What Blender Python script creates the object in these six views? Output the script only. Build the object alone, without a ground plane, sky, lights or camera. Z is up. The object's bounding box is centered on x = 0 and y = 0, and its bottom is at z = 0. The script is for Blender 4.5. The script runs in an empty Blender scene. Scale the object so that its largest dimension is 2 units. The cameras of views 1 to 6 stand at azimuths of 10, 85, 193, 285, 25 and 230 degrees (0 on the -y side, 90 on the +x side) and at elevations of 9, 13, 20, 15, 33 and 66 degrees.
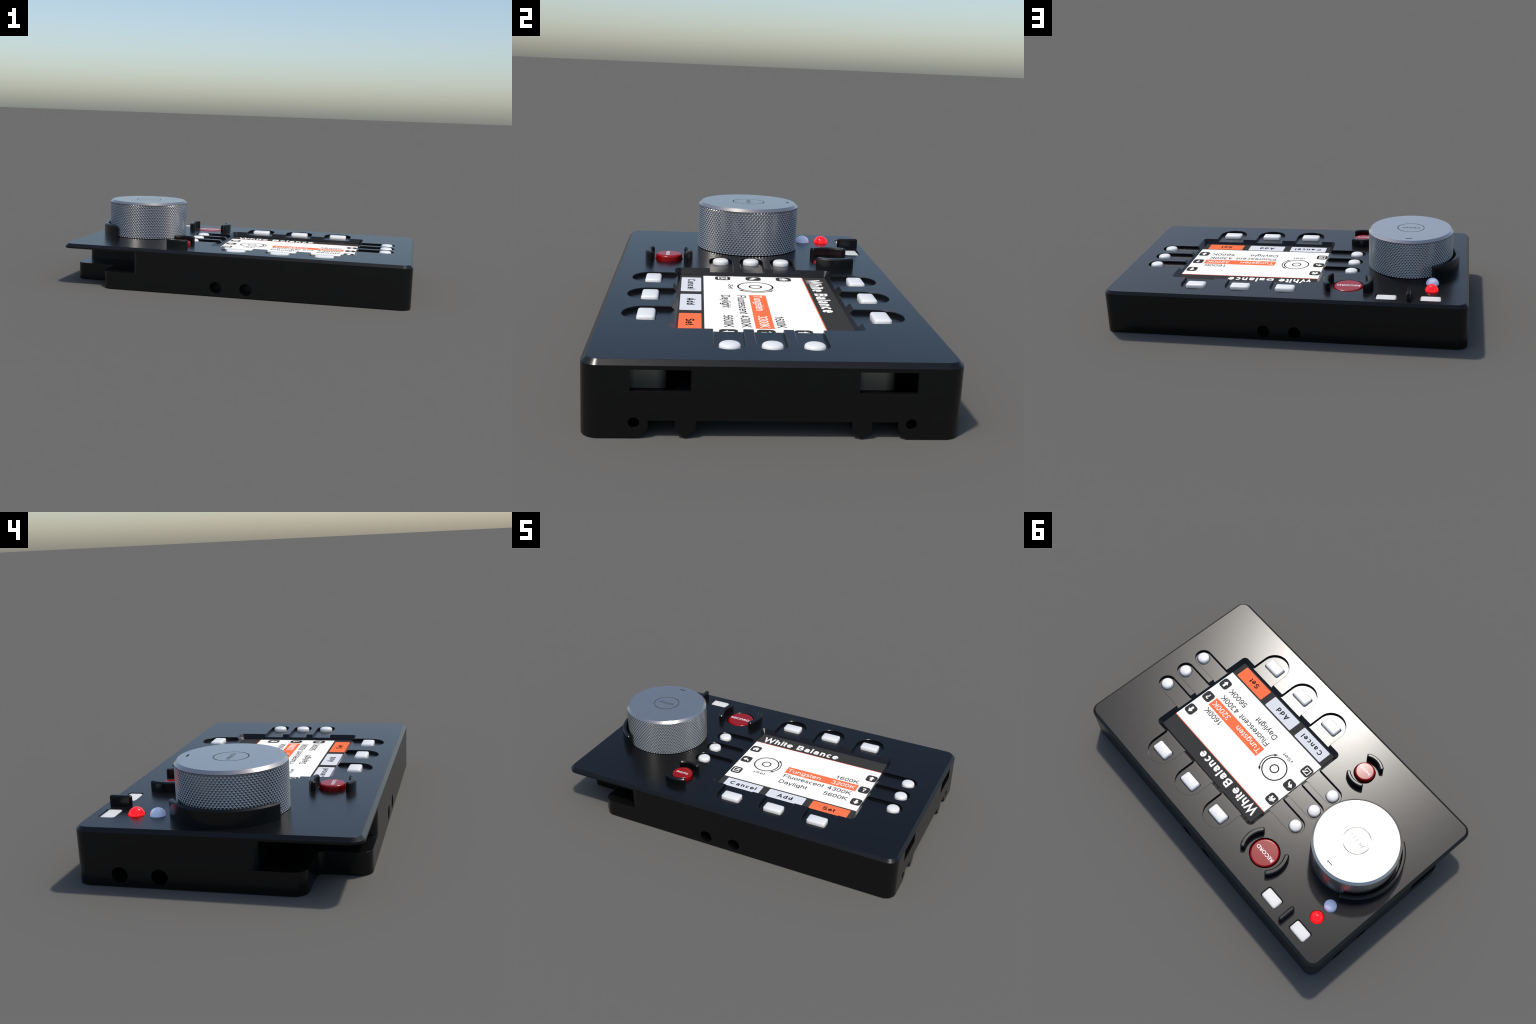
"""Desktop remote-control panel: black housing, lit screen, white keys, knurled metal dial."""
import bpy, bmesh, math
from math import sin, cos, pi, radians
from mathutils import Vector

# ----------------------------------------------------------------- main sizes
HX, HY, TOP = 1.0, 0.5895, 0.2441          # half length, half depth, deck height
CORNER, CHAMFER = 0.058, 0.0155
CX = 0.2465                                # centre line of the screen
KEY_STEP, KEY_Y = 0.256, 0.42              # soft keys above and below the screen
BTN_X, BTN_STEP = 0.5875, 0.1365           # round buttons left and right of it
POCKET_Z = 0.2295
SCREEN_Z = 0.2142
DIAL = (-0.669, 0.0)
REC, PHOTO = (-0.3535, 0.3685), (-0.3535, -0.3685)

# ----------------------------------------------------------------- scene tools
root = bpy.data.objects.new("camera_remote_panel", None)
bpy.context.scene.collection.objects.link(root)
root["label"] = "black desktop control panel with lit screen, white keys and metal dial"
root["category"] = "remote control"


def link(name, me, mat=None, parent=root, loc=None):
    ob = bpy.data.objects.new(name, me)
    bpy.context.scene.collection.objects.link(ob)
    ob.parent = parent
    if loc is not None:
        ob.location = loc
    if mat is not None and not me.materials:
        me.materials.append(mat)
    return ob


def mesh_from(bm, name, smooth=30.0):
    bmesh.ops.recalc_face_normals(bm, faces=bm.faces[:])
    me = bpy.data.meshes.new(name)
    bm.to_mesh(me)
    bm.free()
    finish(me, smooth)
    return me


def finish(me, smooth=30.0):
    if smooth:
        for p in me.polygons:
            p.use_smooth = True
        me.set_sharp_from_angle(angle=radians(smooth))


def weighted(ob):
    m = ob.modifiers.new("weighted_normals", 'WEIGHTED_NORMAL')
    m.keep_sharp = True
    m.mode = 'FACE_AREA'


# ----------------------------------------------------------------- outlines
def rrect(hx, hy, r, n=8):
    """rounded rectangle, counter-clockwise"""
    r = max(min(r, hx, hy), 1e-5)
    pts = []
    for sx, sy, a0 in ((1, 1, 0), (-1, 1, 90), (-1, -1, 180), (1, -1, 270)):
        for i in range(n + 1):
            a = radians(a0 + 90.0 * i / n)
            pts.append((sx * (hx - r) + r * cos(a), sy * (hy - r) + r * sin(a)))
    return pts


def circle(r, n=48):
    return [(r * cos(2 * pi * i / n), r * sin(2 * pi * i / n)) for i in range(n)]


def tongue(r, length, n=20):
    """U-shaped pocket: half round at the origin (towards +y), open end at -y"""
    pts = [(r * cos(pi * i / n), r * sin(pi * i / n)) for i in range(n + 1)]
    return pts + [(-r, -length), (r, -length)]


def place(pts, at=(0, 0), turn=0.0):
    c, s = cos(radians(turn)), sin(radians(turn))
    return [(at[0] + x * c - y * s, at[1] + x * s + y * c) for x, y in pts]


# ----------------------------------------------------------------- solids
def loft(bm, rings, cap=True):
    """rings: lists of 3D points with equal counts, bottom to top"""
    vs = [[bm.verts.new(p) for p in ring] for ring in rings]
    n = len(vs[0])
    for a, b in zip(vs, vs[1:]):
        for i in range(n):
            j = (i + 1) % n
            bm.faces.new((a[i], a[j], b[j], b[i]))
    if cap:
        bm.faces.new(vs[0][::-1])
        bm.faces.new(vs[-1])


def prism(bm, pts, z0, z1):
    loft(bm, [[(x, y, z0) for x, y in pts], [(x, y, z1) for x, y in pts]])


def puck(bm, hx, hy, r, levels, at=(0, 0), n=8, bend=None):
    """rounded-rectangle solid; levels = (inset, z).  bend = (centre, radius, angle) wraps it round an arc"""
    rings = []
    for inset, z in levels:
        if bend:
            (bx, by), rc, mid = bend
            ring = []
            base = rrect(hx - inset, hy - inset, max(r - inset, 0.001), n)
            dense = []
            for i, p in enumerate(base):           # subdivide long sides so that they bend
                q = base[(i + 1) % len(base)]
                k = 24 if (i + 1) % (2 * (n + 1)) == n + 1 else 1
                for t in range(k):
                    dense.append((p[0] + (q[0] - p[0]) * t / k, p[1] + (q[1] - p[1]) * t / k))
            for s, t in dense:
                a = radians(mid) + s / rc
                ring.append((bx + (rc + t) * cos(a), by + (rc + t) * sin(a), z))
        else:
            ring = [(at[0] + x, at[1] + y, z) for x, y in rrect(hx - inset, hy - inset, max(r - inset, 0.001), n)]
        rings.append(ring)
    loft(bm, rings)


def lathe(bm, profile, seg=64, close=True):
    """profile (r, z) from the bottom axis to the top axis"""
    rings = []
    for r, z in profile:
        if r < 1e-6:
            rings.append([bm.verts.new((0, 0, z))])
        else:
            rings.append([bm.verts.new((r * cos(2 * pi * i / seg), r * sin(2 * pi * i / seg), z)) for i in range(seg)])
    for a, b in zip(rings, rings[1:]):
        for i in range(seg):
            j = (i + 1) % seg
            if len(a) == 1 and len(b) > 1:
                bm.faces.new((a[0], b[j], b[i]))
            elif len(b) == 1 and len(a) > 1:
                bm.faces.new((a[i], a[j], b[0]))
            else:
                bm.faces.new((a[i], a[j], b[j], b[i]))


def cut(target, build, op='DIFFERENCE'):
    """carve the solid made by build(bm) out of the target object"""
    bm = bmesh.new()
    build(bm)
    me = mesh_from(bm, "cutter", 0)
    cutter = bpy.data.objects.new("cutter", me)
    bpy.context.scene.collection.objects.link(cutter)
    mod = target.modifiers.new("cut", 'BOOLEAN')
    mod.operation, mod.solver, mod.object = op, 'EXACT', cutter
    dg = bpy.context.evaluated_depsgraph_get()
    dg.update()
    new = bpy.data.meshes.new_from_object(target.evaluated_get(dg))
    old = target.data
    target.modifiers.remove(mod)
    target.data = new
    bpy.data.meshes.remove(old)
    bpy.data.objects.remove(cutter)
    bpy.data.meshes.remove(me)


# ----------------------------------------------------------------- materials
def principled(name, base, rough, metallic=0.0, spec=0.5, coat=0.0, emit=None, strength=0.0,
               grain=0.0, grain_scale=60.0, edge=0.0, sss=0.0, bump=0.0, bump_scale=900.0):
    mat = bpy.data.materials.new(name)
    mat.use_nodes = True
    nt = mat.node_tree
    b = nt.nodes["Principled BSDF"]
    b.inputs["Base Color"].default_value = (*base, 1)
    b.inputs["Roughness"].default_value = rough
    b.inputs["Metallic"].default_value = metallic
    b.inputs["Specular IOR Level"].default_value = spec
    if coat:
        b.inputs["Coat Weight"].default_value = coat
        b.inputs["Coat Roughness"].default_value = 0.06
    if sss:
        b.inputs["Subsurface Weight"].default_value = sss
        b.inputs["Subsurface Radius"].default_value = (0.05, 0.05, 0.05)
        b.inputs["Subsurface Scale"].default_value = 1.0
    if emit is not None:
        b.inputs["Emission Color"].default_value = (*emit, 1)
        b.inputs["Emission Strength"].default_value = strength
    co = nt.nodes.new("ShaderNodeTexCoord")
    if grain:
        noise = nt.nodes.new("ShaderNodeTexNoise")
        noise.inputs["Scale"].default_value = grain_scale
        noise.inputs["Detail"].default_value = 4.0
        nt.links.new(co.outputs["Object"], noise.inputs["Vector"])
        rng = nt.nodes.new("ShaderNodeMapRange")
        rng.inputs["To Min"].default_value = rough - grain
        rng.inputs["To Max"].default_value = rough + grain
        nt.links.new(noise.outputs["Fac"], rng.inputs["Value"])
        nt.links.new(rng.outputs["Result"], b.inputs["Roughness"])
    normal = None
    if edge:
        bev = nt.nodes.new("ShaderNodeBevel")
        bev.samples = 6
        bev.inputs["Radius"].default_value = edge
        normal = bev.outputs["Normal"]
    if bump:
        n2 = nt.nodes.new("ShaderNodeTexNoise")
        n2.inputs["Scale"].default_value = bump_scale
        nt.links.new(co.outputs["Object"], n2.inputs["Vector"])
        bp = nt.nodes.new("ShaderNodeBump")
        bp.inputs["Strength"].default_value = bump
        bp.inputs["Distance"].default_value = 0.0005
        nt.links.new(n2.outputs["Fac"], bp.inputs["Height"])
        if normal is not None:
            nt.links.new(normal, bp.inputs["Normal"])
        normal = bp.outputs["Normal"]
    if normal is not None:
        nt.links.new(normal, b.inputs["Normal"])
    return mat


BLACK = principled("black_anodised_housing", (0.0036, 0.0036, 0.0036), 0.25, spec=0.36, grain=0.008, edge=0.0012)
WHITE = principled("white_key_plastic", (0.77, 0.755, 0.715), 0.30, grain=0.02, sss=1.0)
RED = principled("red_button_plastic", (0.28, 0.002, 0.0035), 0.23, spec=0.36, grain=0.01)
INK = principled("white_lettering", (0.82, 0.82, 0.82), 0.4, grain=0.02)
METAL = principled("satin_metal", (0.465, 0.445, 0.425), 0.23, metallic=0.86)
GRIP = principled("knurled_metal", (0.37, 0.36, 0.35), 0.30, metallic=0.9, grain=0.012)
LED_ON = principled("lit_red_lamp", (0.6, 0.004, 0.008), 0.08, emit=(1.0, 0.008, 0.012), strength=1.1, grain=0.01)
LED_OFF = principled("grey_blue_lamp", (0.70, 0.74, 0.82), 0.25, emit=(0.10, 0.14, 0.26), strength=0.7, grain=0.02)  # pale grey-blue base with a weak bluish emission


def painted_shading_material():
    """plate behind the end windows: interior light and shade painted as a grey-to-black ramp"""
    mat = principled("painted_window_shading", (0.05, 0.05, 0.05), 0.45)
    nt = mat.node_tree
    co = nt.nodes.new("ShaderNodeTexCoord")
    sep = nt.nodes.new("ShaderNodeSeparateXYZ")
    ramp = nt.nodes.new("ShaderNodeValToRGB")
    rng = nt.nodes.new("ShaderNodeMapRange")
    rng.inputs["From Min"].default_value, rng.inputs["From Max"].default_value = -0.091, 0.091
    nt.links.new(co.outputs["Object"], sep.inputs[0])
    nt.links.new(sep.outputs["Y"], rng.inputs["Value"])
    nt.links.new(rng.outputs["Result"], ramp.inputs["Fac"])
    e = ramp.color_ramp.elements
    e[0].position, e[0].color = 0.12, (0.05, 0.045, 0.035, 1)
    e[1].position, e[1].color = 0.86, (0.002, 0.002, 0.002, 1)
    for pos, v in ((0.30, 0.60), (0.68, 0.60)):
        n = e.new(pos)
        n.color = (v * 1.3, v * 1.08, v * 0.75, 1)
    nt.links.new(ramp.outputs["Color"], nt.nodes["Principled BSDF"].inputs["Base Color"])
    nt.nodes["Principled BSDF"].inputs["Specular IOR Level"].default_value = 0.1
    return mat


PAINTED_SHADING = painted_shading_material()


def display(name, colour, strength=1.0):
    return principled(name, (0.004, 0.004, 0.004), 0.3, spec=0.0, emit=colour, strength=strength)


D_WHITE = display("display_white", (1.0, 1.0, 1.0), 1.02)
D_DARK = display("display_charcoal", (0.046, 0.046, 0.0500))
D_INK = display("display_ink", (0.012, 0.013, 0.017))
D_ORANGE = display("display_orange", (1.0, 0.195, 0.083))
D_LILAC = display("display_lilac", (0.745, 0.770, 0.875))


# ----------------------------------------------------------------- housing
def base_block(bm):
    puck(bm, HX, HY, CORNER, [(0, 0), (0, TOP - CHAMFER), (CHAMFER, TOP)], n=14)


bm = bmesh.new()
base_block(bm)
housing = link("housing", mesh_from(bm, "housing", 0), BLACK)


def screen_well(bm):
    hx, hy, r = 0.4065, 0.312, 0.003           # well at the glass, flaring at 45 degrees to the deck
    lip, up = 0.2190, 0.05
    levels = [(0, 0.200), (0, lip), (-up * 0.95, lip + up)]
    rings = []
    for inset, z in levels:
        rings.append([(CX + x, y, z) for x, y in rrect(hx - inset, hy - inset, r - inset, 8)])
    loft(bm, rings)


def screen_undercut(bm):
    # hollow under the lip: shows as a black line round the glass
    prism(bm, place(rrect(0.4065 + 0.080, 0.312 + 0.080, 0.012, 6), (CX, 0)), 0.198, 0.2178)


def key_spots():
    for side in (1, -1):
        for i in (-1, 0, 1):
            yield CX + i * KEY_STEP, side * KEY_Y, side


def button_spots():
    for side in (1, -1):
        for i in (-1, 0, 1):
            yield CX + side * BTN_X, i * BTN_STEP, side


def rimmed(bm, outline, at, turn, z0, rim, c=0.002):
    """cutter with straight walls from z0 that flares at 45 degrees to break the edge at height rim"""
    rings = []
    for grow, z in ((0, z0), (0, rim - c), (c + 0.004, rim + 0.004)):
        rings.append([(x, y, z) for x, y in place(outline(grow), at, turn)])
    loft(bm, rings)


def pockets(bm):
    for x, y, side in key_spots():
        rimmed(bm, lambda g: tongue(0.0855 + g, KEY_Y - 0.295), (x, y), 0 if side > 0 else 180, POCKET_Z, TOP)
    for x, y, side in button_spots():
        rimmed(bm, lambda g: tongue(0.0505 + g, BTN_X - 0.385), (x, y), -90 if side > 0 else 90, POCKET_Z, TOP)


BACK_KEYS = ((-0.572, 0.5), (-0.8045, 0.5))
LAMPS = ((-0.805, 0.384), (-0.805, 0.289))


def deck_holes(bm):
    z0 = 0.193
    for x, y, _ in key_spots():
        rimmed(bm, lambda g: rrect(0.0565 + g, 0.0349 + g, 0.013 + g, 6), (x, y), 0, z0, POCKET_Z, 0.0012)
    for x, y, _ in button_spots():
        rimmed(bm, lambda g: circle(0.0375 + g, 40), (x, y), 0, z0, POCKET_Z, 0.0012)
    for x, y in BACK_KEYS:
        rimmed(bm, lambda g: rrect(0.0570 + g, 0.0357 + g, 0.013 + g, 6), (x, y), 0, z0, TOP, 0.0015)
    for x, y in LAMPS:
        rimmed(bm, lambda g: circle(0.0370 + g, 40), (x, y), 0, z0, TOP, 0.0015)
    rimmed(bm, lambda g: circle(0.0855 + g, 72), REC, 0, z0, TOP, 0.0015)
    rimmed(bm, lambda g: circle(0.0615 + g, 64), PHOTO, 0, z0, TOP, 0.0015)


LEDGE_Z, ROOF_Z = 0.0975, 0.2185


def corner_cavity(bm):
    # finger space under the overhanging deck: upper cut, with rounded mouth corners
    o, x1, y1, r0, r1 = 0.2, -0.576, -0.177, 0.047, 0.055
    arc = lambda cx, cy, r, a0, a1, n=12: [(cx + r * cos(radians(a0 + (a1 - a0) * i / n)),
                                            cy + r * sin(radians(a0 + (a1 - a0) * i / n))) for i in range(n + 1)]
    # outside corner, along the front, round into the wall, inner corner, round out at the left
    pts = [(-HX - o, -HY - o), (x1 + r0, -HY - o)]
    pts += arc(x1 + r0, -HY + r0, r0, 270, 180)
    pts += [(x1, y1)]
    pts += arc(-HX + r1, y1 + r1, r1, 270, 180)
    pts += [(-HX - o, y1 + r1)]
    prism(bm, pts, LEDGE_Z, ROOF_Z)


def foot_notch(bm):
    # step in the lower plate below the cavity: convex outer corners, filleted inner corner
    o, r, q = 0.2, 0.057, 0.035
    x1, y1 = -0.758, -0.370
    arc = lambda cx, cy, rr, a0, a1, n=10: [(cx + rr * cos(radians(a0 + (a1 - a0) * i / n)),
                                             cy + rr * sin(radians(a0 + (a1 - a0) * i / n))) for i in range(n + 1)]
    pts = [(-HX - o, -HY - o), (x1 + r, -HY - o)]
    pts += arc(x1 + r, -HY + r, r, 270, 180)
    pts += arc(x1 - q, y1 - q, q, 0, 90)
    pts += arc(-HX + r, y1 + r, r, 270, 180)
    pts += [(-HX - o, y1 + r)]
    prism(bm, pts, -0.05, LEDGE_Z + 0.04)


def side_sockets(bm):
    def drill(x, y, z, r, axis, depth):
        ring = circle(r, 40)
        if axis == 'y':
            s = 1 if y > 0 else -1
            loft(bm, [[(x + a, y + s * 0.05, z + b) for a, b in ring], [(x + a, y - s * depth, z + b) for a, b in ring]])
        else:
            s = 1 if x > 0 else -1
            loft(bm, [[(x + s * 0.05, y + a, z + b) for a, b in ring], [(x - s * depth, y + a, z + b) for a, b in ring]])
    for x in (0.086, -0.086):
        drill(x, -HY, 0.048, 0.0345, 'y', 0.14)
        drill(x, HY, 0.048, 0.0345, 'y', 0.14)
    for y in (0.396, 0.226):
        drill(-HX, y, 0.048, 0.0345, 'x', 0.14)
    for y in (0.425, -0.425):
        drill(HX, y, 0.048, 0.0172, 'x', 0.12)


def end_windows(bm):
    for s in (1, -1):
        y = s * 0.347
        prism(bm, [(HX + 0.05, y - 0.091), (HX + 0.05, y + 0.091), (HX - 0.03, y + 0.091), (HX - 0.03, y - 0.091)],
              0.148, 0.216)


def end_hollows(bm):
    # space behind the thin end wall
    for s in (1, -1):
        y = s * 0.347
        prism(bm, [(HX - 0.017, y - 0.152), (HX - 0.017, y + 0.152), (HX - 0.205, y + 0.152), (HX - 0.205, y - 0.152)],
              0.080, 0.2215)


RAIL_DEPTH = 0.035


def rail_notches(bm):
    # mouths between the pointed feet at the right end, and the channel behind them
    def mouth(profile):
        loft(bm, [[(HX - RAIL_DEPTH - 0.001, y, z) for y, z in profile], [(HX + 0.05, y, z) for y, z in profile]])
    b = -0.03
    for s in (1, -1):
        p = [(0.413 + 0.03, b), (0.411, 0.0), (0.383, 0.028), (0.383, 0.0548), (0.301, 0.0548), (0.301, 0.026),
             (0.2715, 0.0), (0.2715, b)]
        mouth([(s * y, z) for y, z in p])
    mouth([(0.2695, b), (0.2695, 0.0), (0.2395, 0.027), (0.2395, 0.0548), (-0.2395, 0.0548), (-0.2395, 0.027),
           (-0.2695, 0.0), (-0.2695, b)])


def rail_channel(bm):
    pts = [(HX - 0.26, -0.41), (HX - RAIL_DEPTH, -0.41), (HX - RAIL_DEPTH, 0.41), (HX - 0.26, 0.41)]
    prism(bm, pts, -0.04, 0.0552)


for step in (screen_well, screen_undercut, pockets, deck_holes, corner_cavity, foot_notch, side_sockets, end_windows, end_hollows,
             rail_notches, rail_channel):
    cut(housing, step)
bm = bmesh.new()
bm.from_mesh(housing.data)
bmesh.ops.remove_doubles(bm, verts=bm.verts[:], dist=2e-5)
bmesh.ops.dissolve_degenerate(bm, edges=bm.edges[:], dist=1e-5)
bm.to_mesh(housing.data)
bm.free()
housing.data.name = "housing"
if not housing.data.materials:
    housing.data.materials.append(BLACK)
finish(housing.data, 32)
weighted(housing)

# added plates deep behind the end windows, carrying the painted light gradient
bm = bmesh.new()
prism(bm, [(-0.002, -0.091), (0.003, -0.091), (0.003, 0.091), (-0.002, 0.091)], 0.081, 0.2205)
shading_plate_me = mesh_from(bm, "painted_window_shading", 0)
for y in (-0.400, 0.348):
    link("painted_window_shading", shading_plate_me, PAINTED_SHADING, loc=(HX - 0.200, y, 0))

# ----------------------------------------------------------------- guards and ridge
def guard(centre, inner, outer, mid, half_angle, height, name="finger_guard"):
    rc, w = (inner + outer) / 2, (outer - inner) / 2
    bm = bmesh.new()
    c = 0.0062
    puck(bm, radians(half_angle) * rc, w, w * 0.8, [(0, TOP - 0.008), (0, height - c), (c, height)], n=6,
         bend=(centre, rc, mid))
    ob = link(name, mesh_from(bm, name), BLACK)
    weighted(ob)


for mid in (0, 180):
    guard(REC, 0.1095, 0.1375, mid, 40, 0.2885)
for mid in (90, 270):
    guard(PHOTO, 0.0825, 0.1055, mid, 40, 0.2885)
guard(DIAL, 0.2515, 0.2755, 180, 60, 0.3165, "dial_guard")
bm = bmesh.new()
puck(bm, 0.0115, 0.0505, 0.009, [(0, TOP - 0.008), (0, 0.2825), (0.006, 0.2885)], n=6)
link("divider_ridge", mesh_from(bm, "divider_ridge"), BLACK, loc=(-0.692, 0.500, 0))

# ----------------------------------------------------------------- keys and buttons
def soft_levels(top, r, base, steps=5):
    lv = [(0, base)]
    for i in range(steps + 1):
        a = radians(90.0 * i / steps)
        lv.append((r * (1 - cos(a)), top - r + r * sin(a)))
    return lv


def key_mesh(name, top, r):
    bm = bmesh.new()
    puck(bm, 0.0532, 0.0316, 0.0115, soft_levels(top, r, 0.2), n=6)
    return mesh_from(bm, name, 50)


key_me = key_mesh("key", 0.2480, 0.0085)
for x, y, _ in key_spots():
    link("key", key_me, WHITE, loc=(x, y, 0))
flat_me = key_mesh("flush_key", 0.2430, 0.0065)
for x, y in BACK_KEYS:
    weighted(link("flush_key", flat_me, WHITE, loc=(x, y, 0)))

bm = bmesh.new()
R0, t0 = 0.0352, 0.2510
prof = [(0, 0.2), (R0, 0.2), (R0, t0 - 0.0125)]
for i in range(1, 7):
    a = radians(90.0 * i / 6)
    prof.append((R0 - 0.011 * (1 - cos(a)), t0 - 0.0125 + 0.0105 * sin(a)))
prof += [(0.014, t0 - 0.0006), (0, t0)]
lathe(bm, prof, 48)
round_me = mesh_from(bm, "round_button", 50)
for x, y, _ in button_spots():
    link("round_button", round_me, WHITE, loc=(x, y, 0))


def red_button(name, centre, r, top, edge):
    prof = [(0, 0.2), (r, 0.2), (r, top - edge)]
    for i in range(1, 9):
        a = radians(90.0 * i / 8)
        prof.append((r - edge * (1 - cos(a)), top - edge + edge * sin(a)))
    prof += [(0, top)]
    bm = bmesh.new()
    lathe(bm, prof, 72)
    ob = link(name, mesh_from(bm, name, 50), RED, loc=(centre[0], centre[1], 0))
    weighted(ob)
    return ob


REC_TOP, PHOTO_TOP = 0.2465, 0.2690
record = red_button("record_button", REC, 0.0815, REC_TOP, 0.010)
photo = red_button("photo_button", PHOTO, 0.0575, PHOTO_TOP, 0.010)

for (x, y), mat in zip(LAMPS, (LED_ON, LED_OFF)):
    bm = bmesh.new()
    R, c = 0.0348, 0.2400
    prof = [(0, 0.2), (R, 0.2), (R, c)]
    for i in range(1, 13):
        a = radians(90.0 * i / 12)
        prof.append((R * cos(a) if i < 12 else 0, c + R * sin(a)))
    lathe(bm, prof, 48)
    link("indicator_lamp", mesh_from(bm, "indicator_lamp", 60), mat, loc=(x, y, 0))

# ----------------------------------------------------------------- lettering
_H = {}


def text_mesh(body, bold=0.0, spacing=1.0, depth=0.0):
    cu = bpy.data.curves.new("lettering", 'FONT')
    cu.body = body
    cu.size = 1.0
    cu.offset = bold
    cu.space_character = spacing
    cu.extrude = depth
    cu.resolution_u = 5
    ob = bpy.data.objects.new("lettering", cu)
    bpy.context.scene.collection.objects.link(ob)
    dg = bpy.context.evaluated_depsgraph_get()
    me = bpy.data.meshes.new_from_object(ob.evaluated_get(dg))
    bpy.data.objects.remove(ob)
    bpy.data.curves.remove(cu)
    return me


def lettering(name, body, x0, x1, base, cap, z, mat, parent, bold=0.0, spacing=1.0, thick=0.0004):
    """text fitted between x0 and x1, standing on y = base with the given cap height"""
    if bold not in _H:
        h = text_mesh("H", bold)
        _H[bold] = (min(v.co.y for v in h.vertices), max(v.co.y for v in h.vertices))
        bpy.data.meshes.remove(h)
    lo, hi = _H[bold]
    me = text_mesh(body, bold, spacing, 1.0)
    a = min(v.co.x for v in me.vertices)
    b = max(v.co.x for v in me.vertices)
    for v in me.vertices:
        v.co.x = x0 + (v.co.x - a) * (x1 - x0) / (b - a)
        v.co.y = base + (v.co.y - lo) * cap / (hi - lo)
        v.co.z = z + thick * v.co.z
    me.name = name
    return link(name, me, mat, parent)


rel = lambda c, a: a - c
lettering("button_lettering", "RECORD", -0.066, 0.0615, rel(REC[1], 0.3585), 0.0205, REC_TOP + 0.0002, INK, record, 0.012)
lettering("button_lettering", "PHOTO", -0.034, 0.038, rel(PHOTO[1], -0.3815), 0.0152, PHOTO_TOP + 0.0002, INK, photo, 0.012)

# ----------------------------------------------------------------- drawn sans-serif lettering for the display
def el(cx, cy, rx, ry, a0, a1, n=14):
    return [(cx + rx * cos(radians(a0 + (a1 - a0) * i / n)), cy + ry * sin(radians(a0 + (a1 - a0) * i / n)))
            for i in range(n + 1)]


ADVANCE = dict(W=944, h=556, i=222, t=278, e=556, B=667, a=556, l=222, n=556, c=500, T=611, u=556, g=556, s=500,
               F=611, o=556, r=333, D=722, y=500, K=667, C=722, A=667, d=556, S=667)


def advance(ch):
    return 278 / 716 if ch == ' ' else ADVANCE.get(ch, 556) / 716


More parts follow.
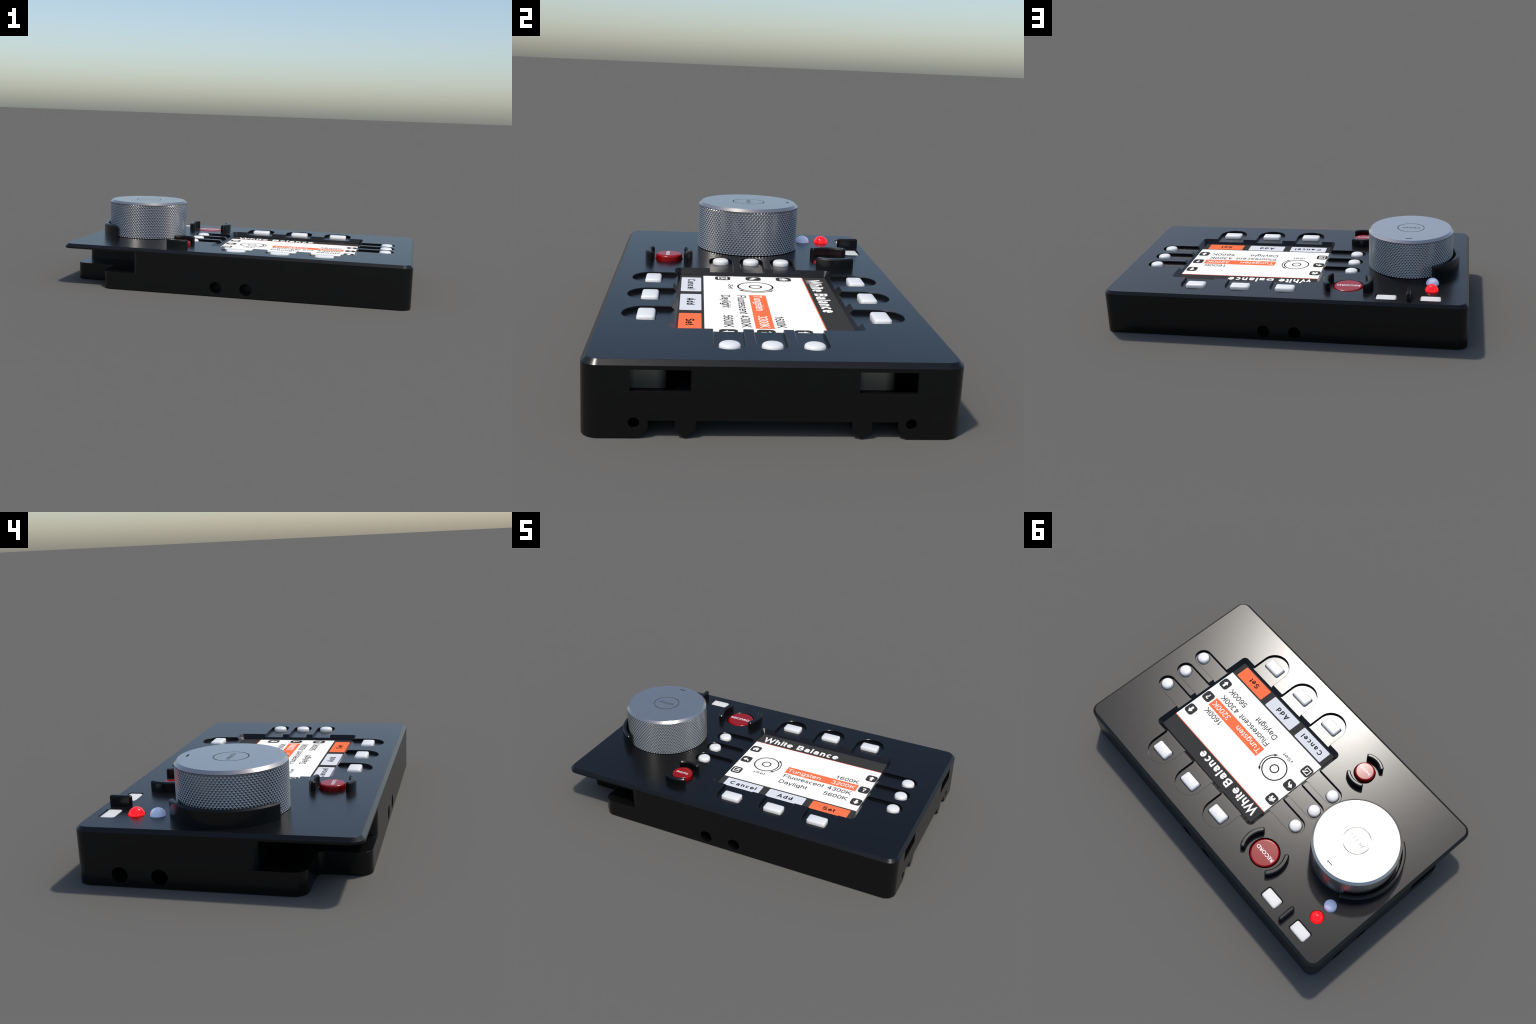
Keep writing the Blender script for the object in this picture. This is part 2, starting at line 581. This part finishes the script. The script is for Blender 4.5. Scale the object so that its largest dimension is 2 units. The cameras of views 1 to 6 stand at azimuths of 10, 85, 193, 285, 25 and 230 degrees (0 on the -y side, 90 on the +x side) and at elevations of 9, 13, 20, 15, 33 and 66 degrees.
def glyph(ch, w):
    """centre lines of one letter; cap height 1, x-height 0.73, stroke width w"""
    A, h, X = advance(ch), w / 2, 0.73
    L, R, m = 0.09 + h, A - 0.09 - h, A / 2
    top, bot, xt = 1 - h, h, X - h
    hw, hy = A / 2 - 0.055 - h, X / 2 - h + 0.012
    bowl = lambda cx, rx: el(cx, X / 2, rx, hy, 0, 360, 28)
    if ch == 'W':
        q = h * 0.75
        return [[(q + 0.01, 1), (A * 0.27, h * 0.6), (m, 0.97 - h * 0.3), (A * 0.73, h * 0.6), (A - q - 0.01, 1)]]
    if ch in 'hn':
        return [[(L, 0), (L, 1 if ch == 'h' else X)], el(m, xt - 0.25, R - m, 0.25, 180, 0) + [(R, 0)]]
    if ch == 'u':
        return [[(R, 0), (R, X)], [(L, X)] + el(m, bot + 0.25, R - m, 0.25, 180, 360)]
    if ch == 'r':
        return [[(L, 0), (L, X)], el(L + 0.26, xt - 0.28, 0.26, 0.28, 180, 82, 8)]
    if ch == 'i':
        return [[(m, 0), (m, X)], [(m, 1 - w * 1.05), (m, 1)]]
    if ch == 'l':
        return [[(m, 0), (m, 1)]]
    if ch == 't':
        return [[(0.155, 0.93)] + el(0.155 + 0.13, bot + 0.13, 0.13, 0.13, 180, 285, 8), [(0.02, xt), (A - 0.03, xt)]]
    if ch == 'e':
        return [[(m - hw, 0.375), (m + hw + h, 0.375)], el(m, X / 2, hw, hy, 0, 318, 24)]
    if ch == 'c':
        return [el(m, X / 2, hw, hy, 42, 318, 22)]
    if ch == 'o':
        return [bowl(m, hw)]
    if ch == 'a':
        rx = (R - L) / 2 * 0.98
        return [el(m - 0.005, xt - 0.2, rx, 0.2, 165, 0) + [(R, 0.0)],
                [(R, 0.42 - w * 0.1), (m - 0.01, 0.42 - w * 0.1)], el(m - 0.01, 0.222, rx, 0.222 - h + 0.012, 90, 345, 16)]
    if ch in 'dg':
        rx = (A - 0.16 - w) / 2
        cx = R - rx
        if ch == 'd':
            return [bowl(cx, rx), [(R, 0), (R, 1)]]
        return [bowl(cx, rx), [(R, X), (R, -0.05)] + el(cx, -0.05, rx, 0.2 - h, 0, -155, 12)]
    if ch == 'y':
        return [[(0.02 + h, X), (m, 0.06)], [(A - 0.02 - h, X), (m + 0.0, 0.06), (m - 0.06, -0.13), (m - 0.2, -0.27 + h)]]
    if ch in 'sS':
        H = X if ch == 's' else 1.0
        mid, rx = H * 0.515, A / 2 - 0.06 - h
        u, v = (H - h + 0.01 - mid) / 2, (mid - h + 0.01) / 2
        return [el(m, mid + u, rx * 0.94, u, 22, 270, 14) + el(m, mid - v, rx, v, 90, -160, 14)[1:]]
    if ch == 'C':
        return [el(m, 0.5, A / 2 - 0.065 - h, 0.51 - h, 40, 320, 26)]
    if ch == 'D':
        return [[(L, 0), (L, 1)], [(L, bot), (A * 0.45, bot)] + el(A * 0.45, 0.5, A * 0.49 - h, 0.5 - h, -90, 90, 18) + [(L, top)]]
    if ch == 'B':
        u, v = (top - 0.53) / 2, (0.53 - bot) / 2
        return [[(L, 0), (L, 1)],
                [(L, top), (m, top)], el(m, 0.53 + u, R - m - 0.02, u, 90, -90, 12), [(L, 0.53), (m + 0.03, 0.53)],
                el(m + 0.03, 0.53 - v, R - m, v, 90, -90, 12), [(L, bot), (m + 0.03, bot)]]
    if ch == 'F':
        return [[(L, 0), (L, 1)], [(L, top), (A - 0.04, top)], [(L, 0.49), (A - 0.11, 0.49)]]
    if ch == 'T':
        return [[(m, 0), (m, 1)], [(0.03, top), (A - 0.03, top)]]
    if ch == 'K':
        return [[(L, 0), (L, 1)], [(A - 0.10, 1), (L, 0.34)], [(L + 0.22, 0.52), (A - 0.05, 0)]]
    if ch == 'A':
        return [[(h + 0.01, 0), (m, 1 - h * 0.6), (A - h - 0.01, 0)], [(A * 0.24, 0.31), (A * 0.76, 0.31)]]
    rx = A / 2 - 0.06 - h
    if ch == '0':
        return [el(m, 0.49, rx, 0.5 - h, 0, 360, 30)]
    if ch == '1':
        return [[(m + 0.06, 0), (m + 0.06, 0.98)], [(m + 0.06, 0.90), (m - 0.18, 0.70)]]
    if ch == '2':
        return [el(m, 0.69, rx, 0.30 - h, 165, -20, 14) + [(m - 0.02, 0.30), (L - 0.02, bot)], [(L - 0.045, bot), (A - 0.06, bot)]]
    if ch == '3':
        return [el(m, 0.745, rx * 0.92, 0.245 - h, 160, -80, 14), el(m, 0.275, rx, 0.285 - h, 85, -160, 16)]
    if ch == '4':
        return [[(A - 0.19 - h, 0), (A - 0.19 - h, 0.97)], [(A - 0.19 - h, 0.93), (L - 0.03, 0.29), (A - 0.04, 0.29)]]
    if ch == '5':
        return [[(A - 0.09, top - 0.02), (L + 0.07, top - 0.02), (L + 0.01, 0.49)], el(m - 0.01, 0.32, rx, 0.325 - h, 140, -155, 18)]
    if ch == '6':
        return [el(m, 0.315, rx, 0.32 - h, 0, 360, 24), el(m + 0.03, 0.49, rx + 0.03, 0.5 - h, 185, 40, 16)]
    if ch == '?':
        return [el(m, 0.73, rx * 0.88, 0.27 - h, 170, -40, 14) + [(m, 0.42), (m, 0.26)], [(m, 0), (m, w * 1.05)]]
    return []


def stroke(bm, pts, w, z0, z1):
    """flat ribbon of width w along pts"""
    n = len(pts)
    closed = (Vector(pts[0]) - Vector(pts[-1])).length < 1e-6
    left, right = [], []
    for i in range(n):
        p = Vector(pts[i])
        a = Vector(pts[i - 1]) if i else (Vector(pts[-2]) if closed else None)
        b = Vector(pts[i + 1]) if i < n - 1 else (Vector(pts[1]) if closed else None)
        d0 = (p - a).normalized() if a is not None else (b - p).normalized()
        d1 = (b - p).normalized() if b is not None else d0
        t = (d0 + d1)
        t = t.normalized() if t.length > 1e-6 else d0
        nrm = Vector((-t.y, t.x))
        k = 1.0 / max(nrm.dot(Vector((-d0.y, d0.x))), 0.36)
        left.append(p + nrm * (w / 2 * k))
        right.append(p - nrm * (w / 2 * k))
    for i in range(n - 1):
        quad = [right[i], right[i + 1], left[i + 1], left[i]]
        top = [bm.verts.new((v.x, v.y, z1)) for v in quad]
        bm.faces.new(top)
    rim = left + right[::-1]
    vs0 = [bm.verts.new((v.x, v.y, z0)) for v in rim]
    vs1 = [bm.verts.new((v.x, v.y, z1)) for v in rim]
    for i in range(len(rim)):
        j = (i + 1) % len(rim)
        bm.faces.new((vs0[i], vs0[j], vs1[j], vs1[i]))


def drawn_text(body, x0, x1, base, cap, layer, mat, parent, weight=0.115, track=0.0):
    shapes, pen = [], 0.0
    for ch in body:
        for st in glyph(ch, weight):
            shapes.append([(pen + x, y) for x, y in st])
        pen += advance(ch) + track
    lo = min(p[0] for st in shapes for p in st) - weight / 2
    hi = max(p[0] for st in shapes for p in st) + weight / 2
    sx = (x1 - x0) / (hi - lo)
    bm = bmesh.new()
    z = SCREEN_Z + 0.0004 * layer
    for k, st in enumerate(shapes):
        stroke(bm, st, weight, z - 0.0005, z + 4e-6 * k)
    for v in bm.verts:
        v.co.x = x0 + (v.co.x - lo) * sx
        v.co.y = base + v.co.y * cap
    me = bpy.data.meshes.new("display_lettering")
    bm.normal_update()
    bm.to_mesh(me)
    bm.free()
    return link("display_lettering", me, mat, parent)


# ----------------------------------------------------------------- screen
bm = bmesh.new()
prism(bm, place(rrect(0.420, 0.3225, 0.012), (CX, 0)), 0.199, SCREEN_Z)
screen = link("display_screen", mesh_from(bm, "display_screen"), D_DARK)


def plate(name, polys, layer, mat, parent=screen):
    """thin printed shapes on the glass; layer 1, 2, 3 ... lie one above the other"""
    bm = bmesh.new()
    z = SCREEN_Z + 0.0004 * layer
    for pts in polys:
        prism(bm, pts, z - 0.0005, z)
    return link(name, mesh_from(bm, name, 0), mat, parent)


def box(x0, x1, y0, y1):
    return [(x0, y0), (x1, y0), (x1, y1), (x0, y1)]


def label(x0, x1, y0, y1, r=0.006):
    return place(rrect((x1 - x0) / 2, (y1 - y0) / 2, r, 4), ((x0 + x1) / 2, (y0 + y1) / 2))


def ring(cx, cy, r, w, a0=0.0, a1=360.0, n=64):
    """list of small quads forming a stroke along an arc"""
    out = []
    for i in range(n):
        a, b = radians(a0 + (a1 - a0) * i / n), radians(a0 + (a1 - a0) * (i + 1) / n)
        ro, ri = r + w / 2, r - w / 2
        out.append([(cx + ri * cos(a), cy + ri * sin(a)), (cx + ro * cos(a), cy + ro * sin(a)),
                    (cx + ro * cos(b), cy + ro * sin(b)), (cx + ri * cos(b), cy + ri * sin(b))])
    return out


plate("display_page", [box(-0.163, 0.656, -0.2145, 0.2105)], 1, D_WHITE)
plate("display_rule", [box(-0.163, 0.656, 0.2105, 0.2145)], 1, D_ORANGE)
plate("menu_label", [label(-0.130, 0.0935, -0.3065, -0.2245)], 1, D_LILAC)
plate("menu_label", [label(0.1365, 0.3600, -0.3065, -0.2245)], 1, D_LILAC)
plate("menu_label", [label(0.4010, 0.6235, -0.3065, -0.2245)], 1, D_ORANGE)
plate("menu_highlight", [box(0.138, 0.577, -0.0355, 0.0310)], 2, D_ORANGE)

def T(body, x0, x1, base, cap, mat, weight=0.128, track=0.0, layer=3):
    drawn_text(body, x0, x1, base, cap, layer, mat, screen, weight, track)


T("White Balance", -0.131, 0.367, 0.2325, 0.0525, D_WHITE, 0.20, 0.03, layer=1)
T("Tungsten", 0.145, 0.354, -0.0190, 0.0335, D_WHITE, 0.125)
T("3200K", 0.4225, 0.566, -0.0190, 0.0345, D_WHITE, 0.125)
T("1600K", 0.4285, 0.566, 0.0415, 0.0330, D_INK)
T("4300K", 0.4225, 0.566, -0.0835, 0.0345, D_INK)
T("5600K", 0.4225, 0.566, -0.1455, 0.0345, D_INK)
T("Fluorescent", 0.1475, 0.4005, -0.0835, 0.0345, D_INK)
T("Daylight", 0.1470, 0.3225, -0.1455, 0.0345, D_INK)
T("Cancel", -0.0980, 0.0655, -0.2800, 0.0310, D_INK, 0.185, 0.10)
T("Add", 0.1970, 0.2900, -0.2800, 0.0310, D_INK, 0.185, 0.08)
T("Set", 0.4740, 0.5490, -0.2810, 0.0310, D_INK, 0.185, 0.08)
T("Set", -0.0150, 0.0460, -0.1130, 0.0205, D_INK, 0.125, 0.04)

RX, RY = 0.0065, -0.001
plate("dial_symbol", ring(RX, RY, 0.0720, 0.0066) + ring(RX, RY, 0.0248, 0.0066, n=40), 2, D_INK)


arrow_shapes = ring(RX, RY, 0.0865, 0.0052, -42, 42, 32)
for s in (1, -1):
    a = radians(s * 40)
    tip_at = (RX + 0.0868 * cos(a), RY + 0.0868 * sin(a))
    arrow_shapes.append(place([(-0.0075, 0), (0.0075, 0), (0.0, 0.024 * 1.0)], tip_at, 40 + 6) if s > 0 else
                        place([(-0.0075, 0), (0.0, -0.024), (0.0075, 0)], tip_at, -40 - 6))
arrow_shapes += [box(-0.0258, -0.0238, -0.1085, -0.0920), [(-0.0300, -0.1045), (-0.0248, -0.1140), (-0.0196, -0.1045)]]
plate("turn_arrow_symbol", arrow_shapes, 2, D_INK)

IX0, IX1 = -0.1265, 0.6190
icon_ys = (0.1285, -0.002, -0.1325)
for ix in (IX0, IX1):
    for iy in icon_ys:
        plate("icon_plate", [place(rrect(0.0312, 0.0325, 0.017, 6), (ix, iy))], 2, D_DARK)


def icon(name, shapes, at, layer=3, mat=D_WHITE):
    plate(name, [place(s, at) for s in shapes], layer, mat)


up_arrow = [[(-0.007, -0.020), (0.007, -0.020), (0.007, 0.002), (0.0165, 0.002), (0.0, 0.021), (-0.0165, 0.002), (-0.007, 0.002)]]
icon("up_arrow_icon", up_arrow, (IX1, icon_ys[0]))
icon("down_arrow_icon", [[(-x, -y) for x, y in up_arrow[0]]], (IX1, icon_ys[2]))
T("?", IX1 - 0.0110, IX1 + 0.0110, icon_ys[1] - 0.0175, 0.0350, D_WHITE, 0.19)
# house: body with a door gap, pitched roof stroke and chimney
icon("home_icon", [
    [(-0.0150, -0.0170), (-0.0045, -0.0170), (-0.0045, -0.0060), (-0.0150, 0.0000)],
    [(0.0045, -0.0170), (0.0150, -0.0170), (0.0150, 0.0000), (0.0045, -0.0060)],
    [(-0.0150, 0.0000), (-0.0045, -0.0060), (0.0045, -0.0060), (0.0150, 0.0000), (0.0, 0.0125)],
    [(-0.0215, 0.0010), (-0.0190, -0.0012), (0.0, 0.0150), (0.0190, -0.0012), (0.0215, 0.0010), (0.0, 0.0192)],
    [(0.0085, 0.0135), (0.0085, 0.0180), (0.0130, 0.0180), (0.0130, 0.0097)],
], (IX0, icon_ys[0]))
# back arrow: head to the left, tail sweeping down
tail = [(-0.002, 0.0065)]
tail += [(-0.002 + 0.0195 * sin(radians(a)), -0.0150 + 0.0215 * cos(radians(a))) for a in range(10, 91, 10)]
tail += [(0.0135, -0.0190)]
tail += [(-0.002 + 0.0130 * sin(radians(a)), -0.0150 + 0.0105 * cos(radians(a))) for a in range(70, -1, -10)]
icon("back_arrow_icon", [[(-0.0215, 0.0010), (-0.002, -0.0150), (-0.002, 0.0170)], tail], (IX0, icon_ys[1]))
# edit: square frame with a pencil
icon("edit_icon", [
    box(-0.0200, -0.0150, -0.0200, 0.0200), box(-0.0150, 0.0130, -0.0200, -0.0150),
    box(-0.0150, 0.0130, 0.0150, 0.0200), box(0.0130, 0.0180, -0.0200, 0.0020),
    [(-0.0065, -0.0085), (0.0010, -0.0060), (0.0215, 0.0165), (0.0165, 0.0215), (-0.0045, -0.0005)],
], (IX0, icon_ys[2]))

# ----------------------------------------------------------------- dial
GR, GT, GB = 0.24, 0.464, 0.2475            # radius, top, bottom
EDGE_Z = 0.4495
bm = bmesh.new()
lathe(bm, [(0, 0.440), (0.234, 0.440), (0.234, EDGE_Z - 0.001), (GR - 0.001, EDGE_Z), (GR - 0.0005, EDGE_Z + 0.0012), (0.2258, GT),
           (0.0768, GT), (0.0768, GT - 0.011), (0.0720, GT - 0.011), (0.0720, GT), (0, GT)], 128)
dial = link("dial", mesh_from(bm, "dial", 25), METAL, loc=(DIAL[0], DIAL[1], 0))


def dial_engraving(bm):
    # sunk word and index mark; built in world position
    me = text_mesh("PRESS", 0.008, 1.05, 1.0)
    a, b = min(v.co.x for v in me.vertices), max(v.co.x for v in me.vertices)
    lo, hi = min(v.co.y for v in me.vertices), max(v.co.y for v in me.vertices)
    for v in me.vertices:
        v.co.x = DIAL[0] - 0.0485 + (v.co.x - a) * 0.097 / (b - a)
        v.co.y = -0.010 + (v.co.y - lo) * 0.020 / (hi - lo)
        v.co.z = GT + 0.0060 * v.co.z
    bm.from_mesh(me)
    bpy.data.meshes.remove(me)
    bmesh.ops.remove_doubles(bm, verts=bm.verts[:], dist=1e-6)
    prism(bm, box(DIAL[0] - 0.018, DIAL[0] + 0.018, 0.185, 0.195), GT - 0.009, GT + 0.01)


cut(dial, dial_engraving)
dial.data.name = "dial"
if not dial.data.materials:
    dial.data.materials.append(METAL)
finish(dial.data, 25)
weighted(dial)

# knurled grip: diamond pyramids, 94 round and a bit over 10 high
bm = bmesh.new()
NU, HALF, DEPTH = 188, 0.00985, 0.0043
nv = int((EDGE_Z - GB) / HALF) + 1
rows = []
for j in range(nv + 1):
    z = min(GB + j * HALF, EDGE_Z + 0.0003)
    row = []
    for i in range(NU):
        r = GR if (i + j) % 2 == 0 else GR - DEPTH
        a = 2 * pi * i / NU
        row.append(bm.verts.new((r * cos(a), r * sin(a), z)))
    rows.append(row)
for j in range(nv):
    for i in range(NU):
        k = (i + 1) % NU
        a, b, c, d = rows[j][i], rows[j][k], rows[j + 1][k], rows[j + 1][i]
        if (i + j) % 2 == 0:                 # a and c are peaks: split along b-d
            bm.faces.new((a, b, d)); bm.faces.new((b, c, d))
        else:
            bm.faces.new((a, b, c)); bm.faces.new((a, c, d))
bm.faces.new(rows[0][::-1])
link("knurled_grip", mesh_from(bm, "knurled_grip", 0), GRIP, parent=dial)

bpy.context.view_layer.update()
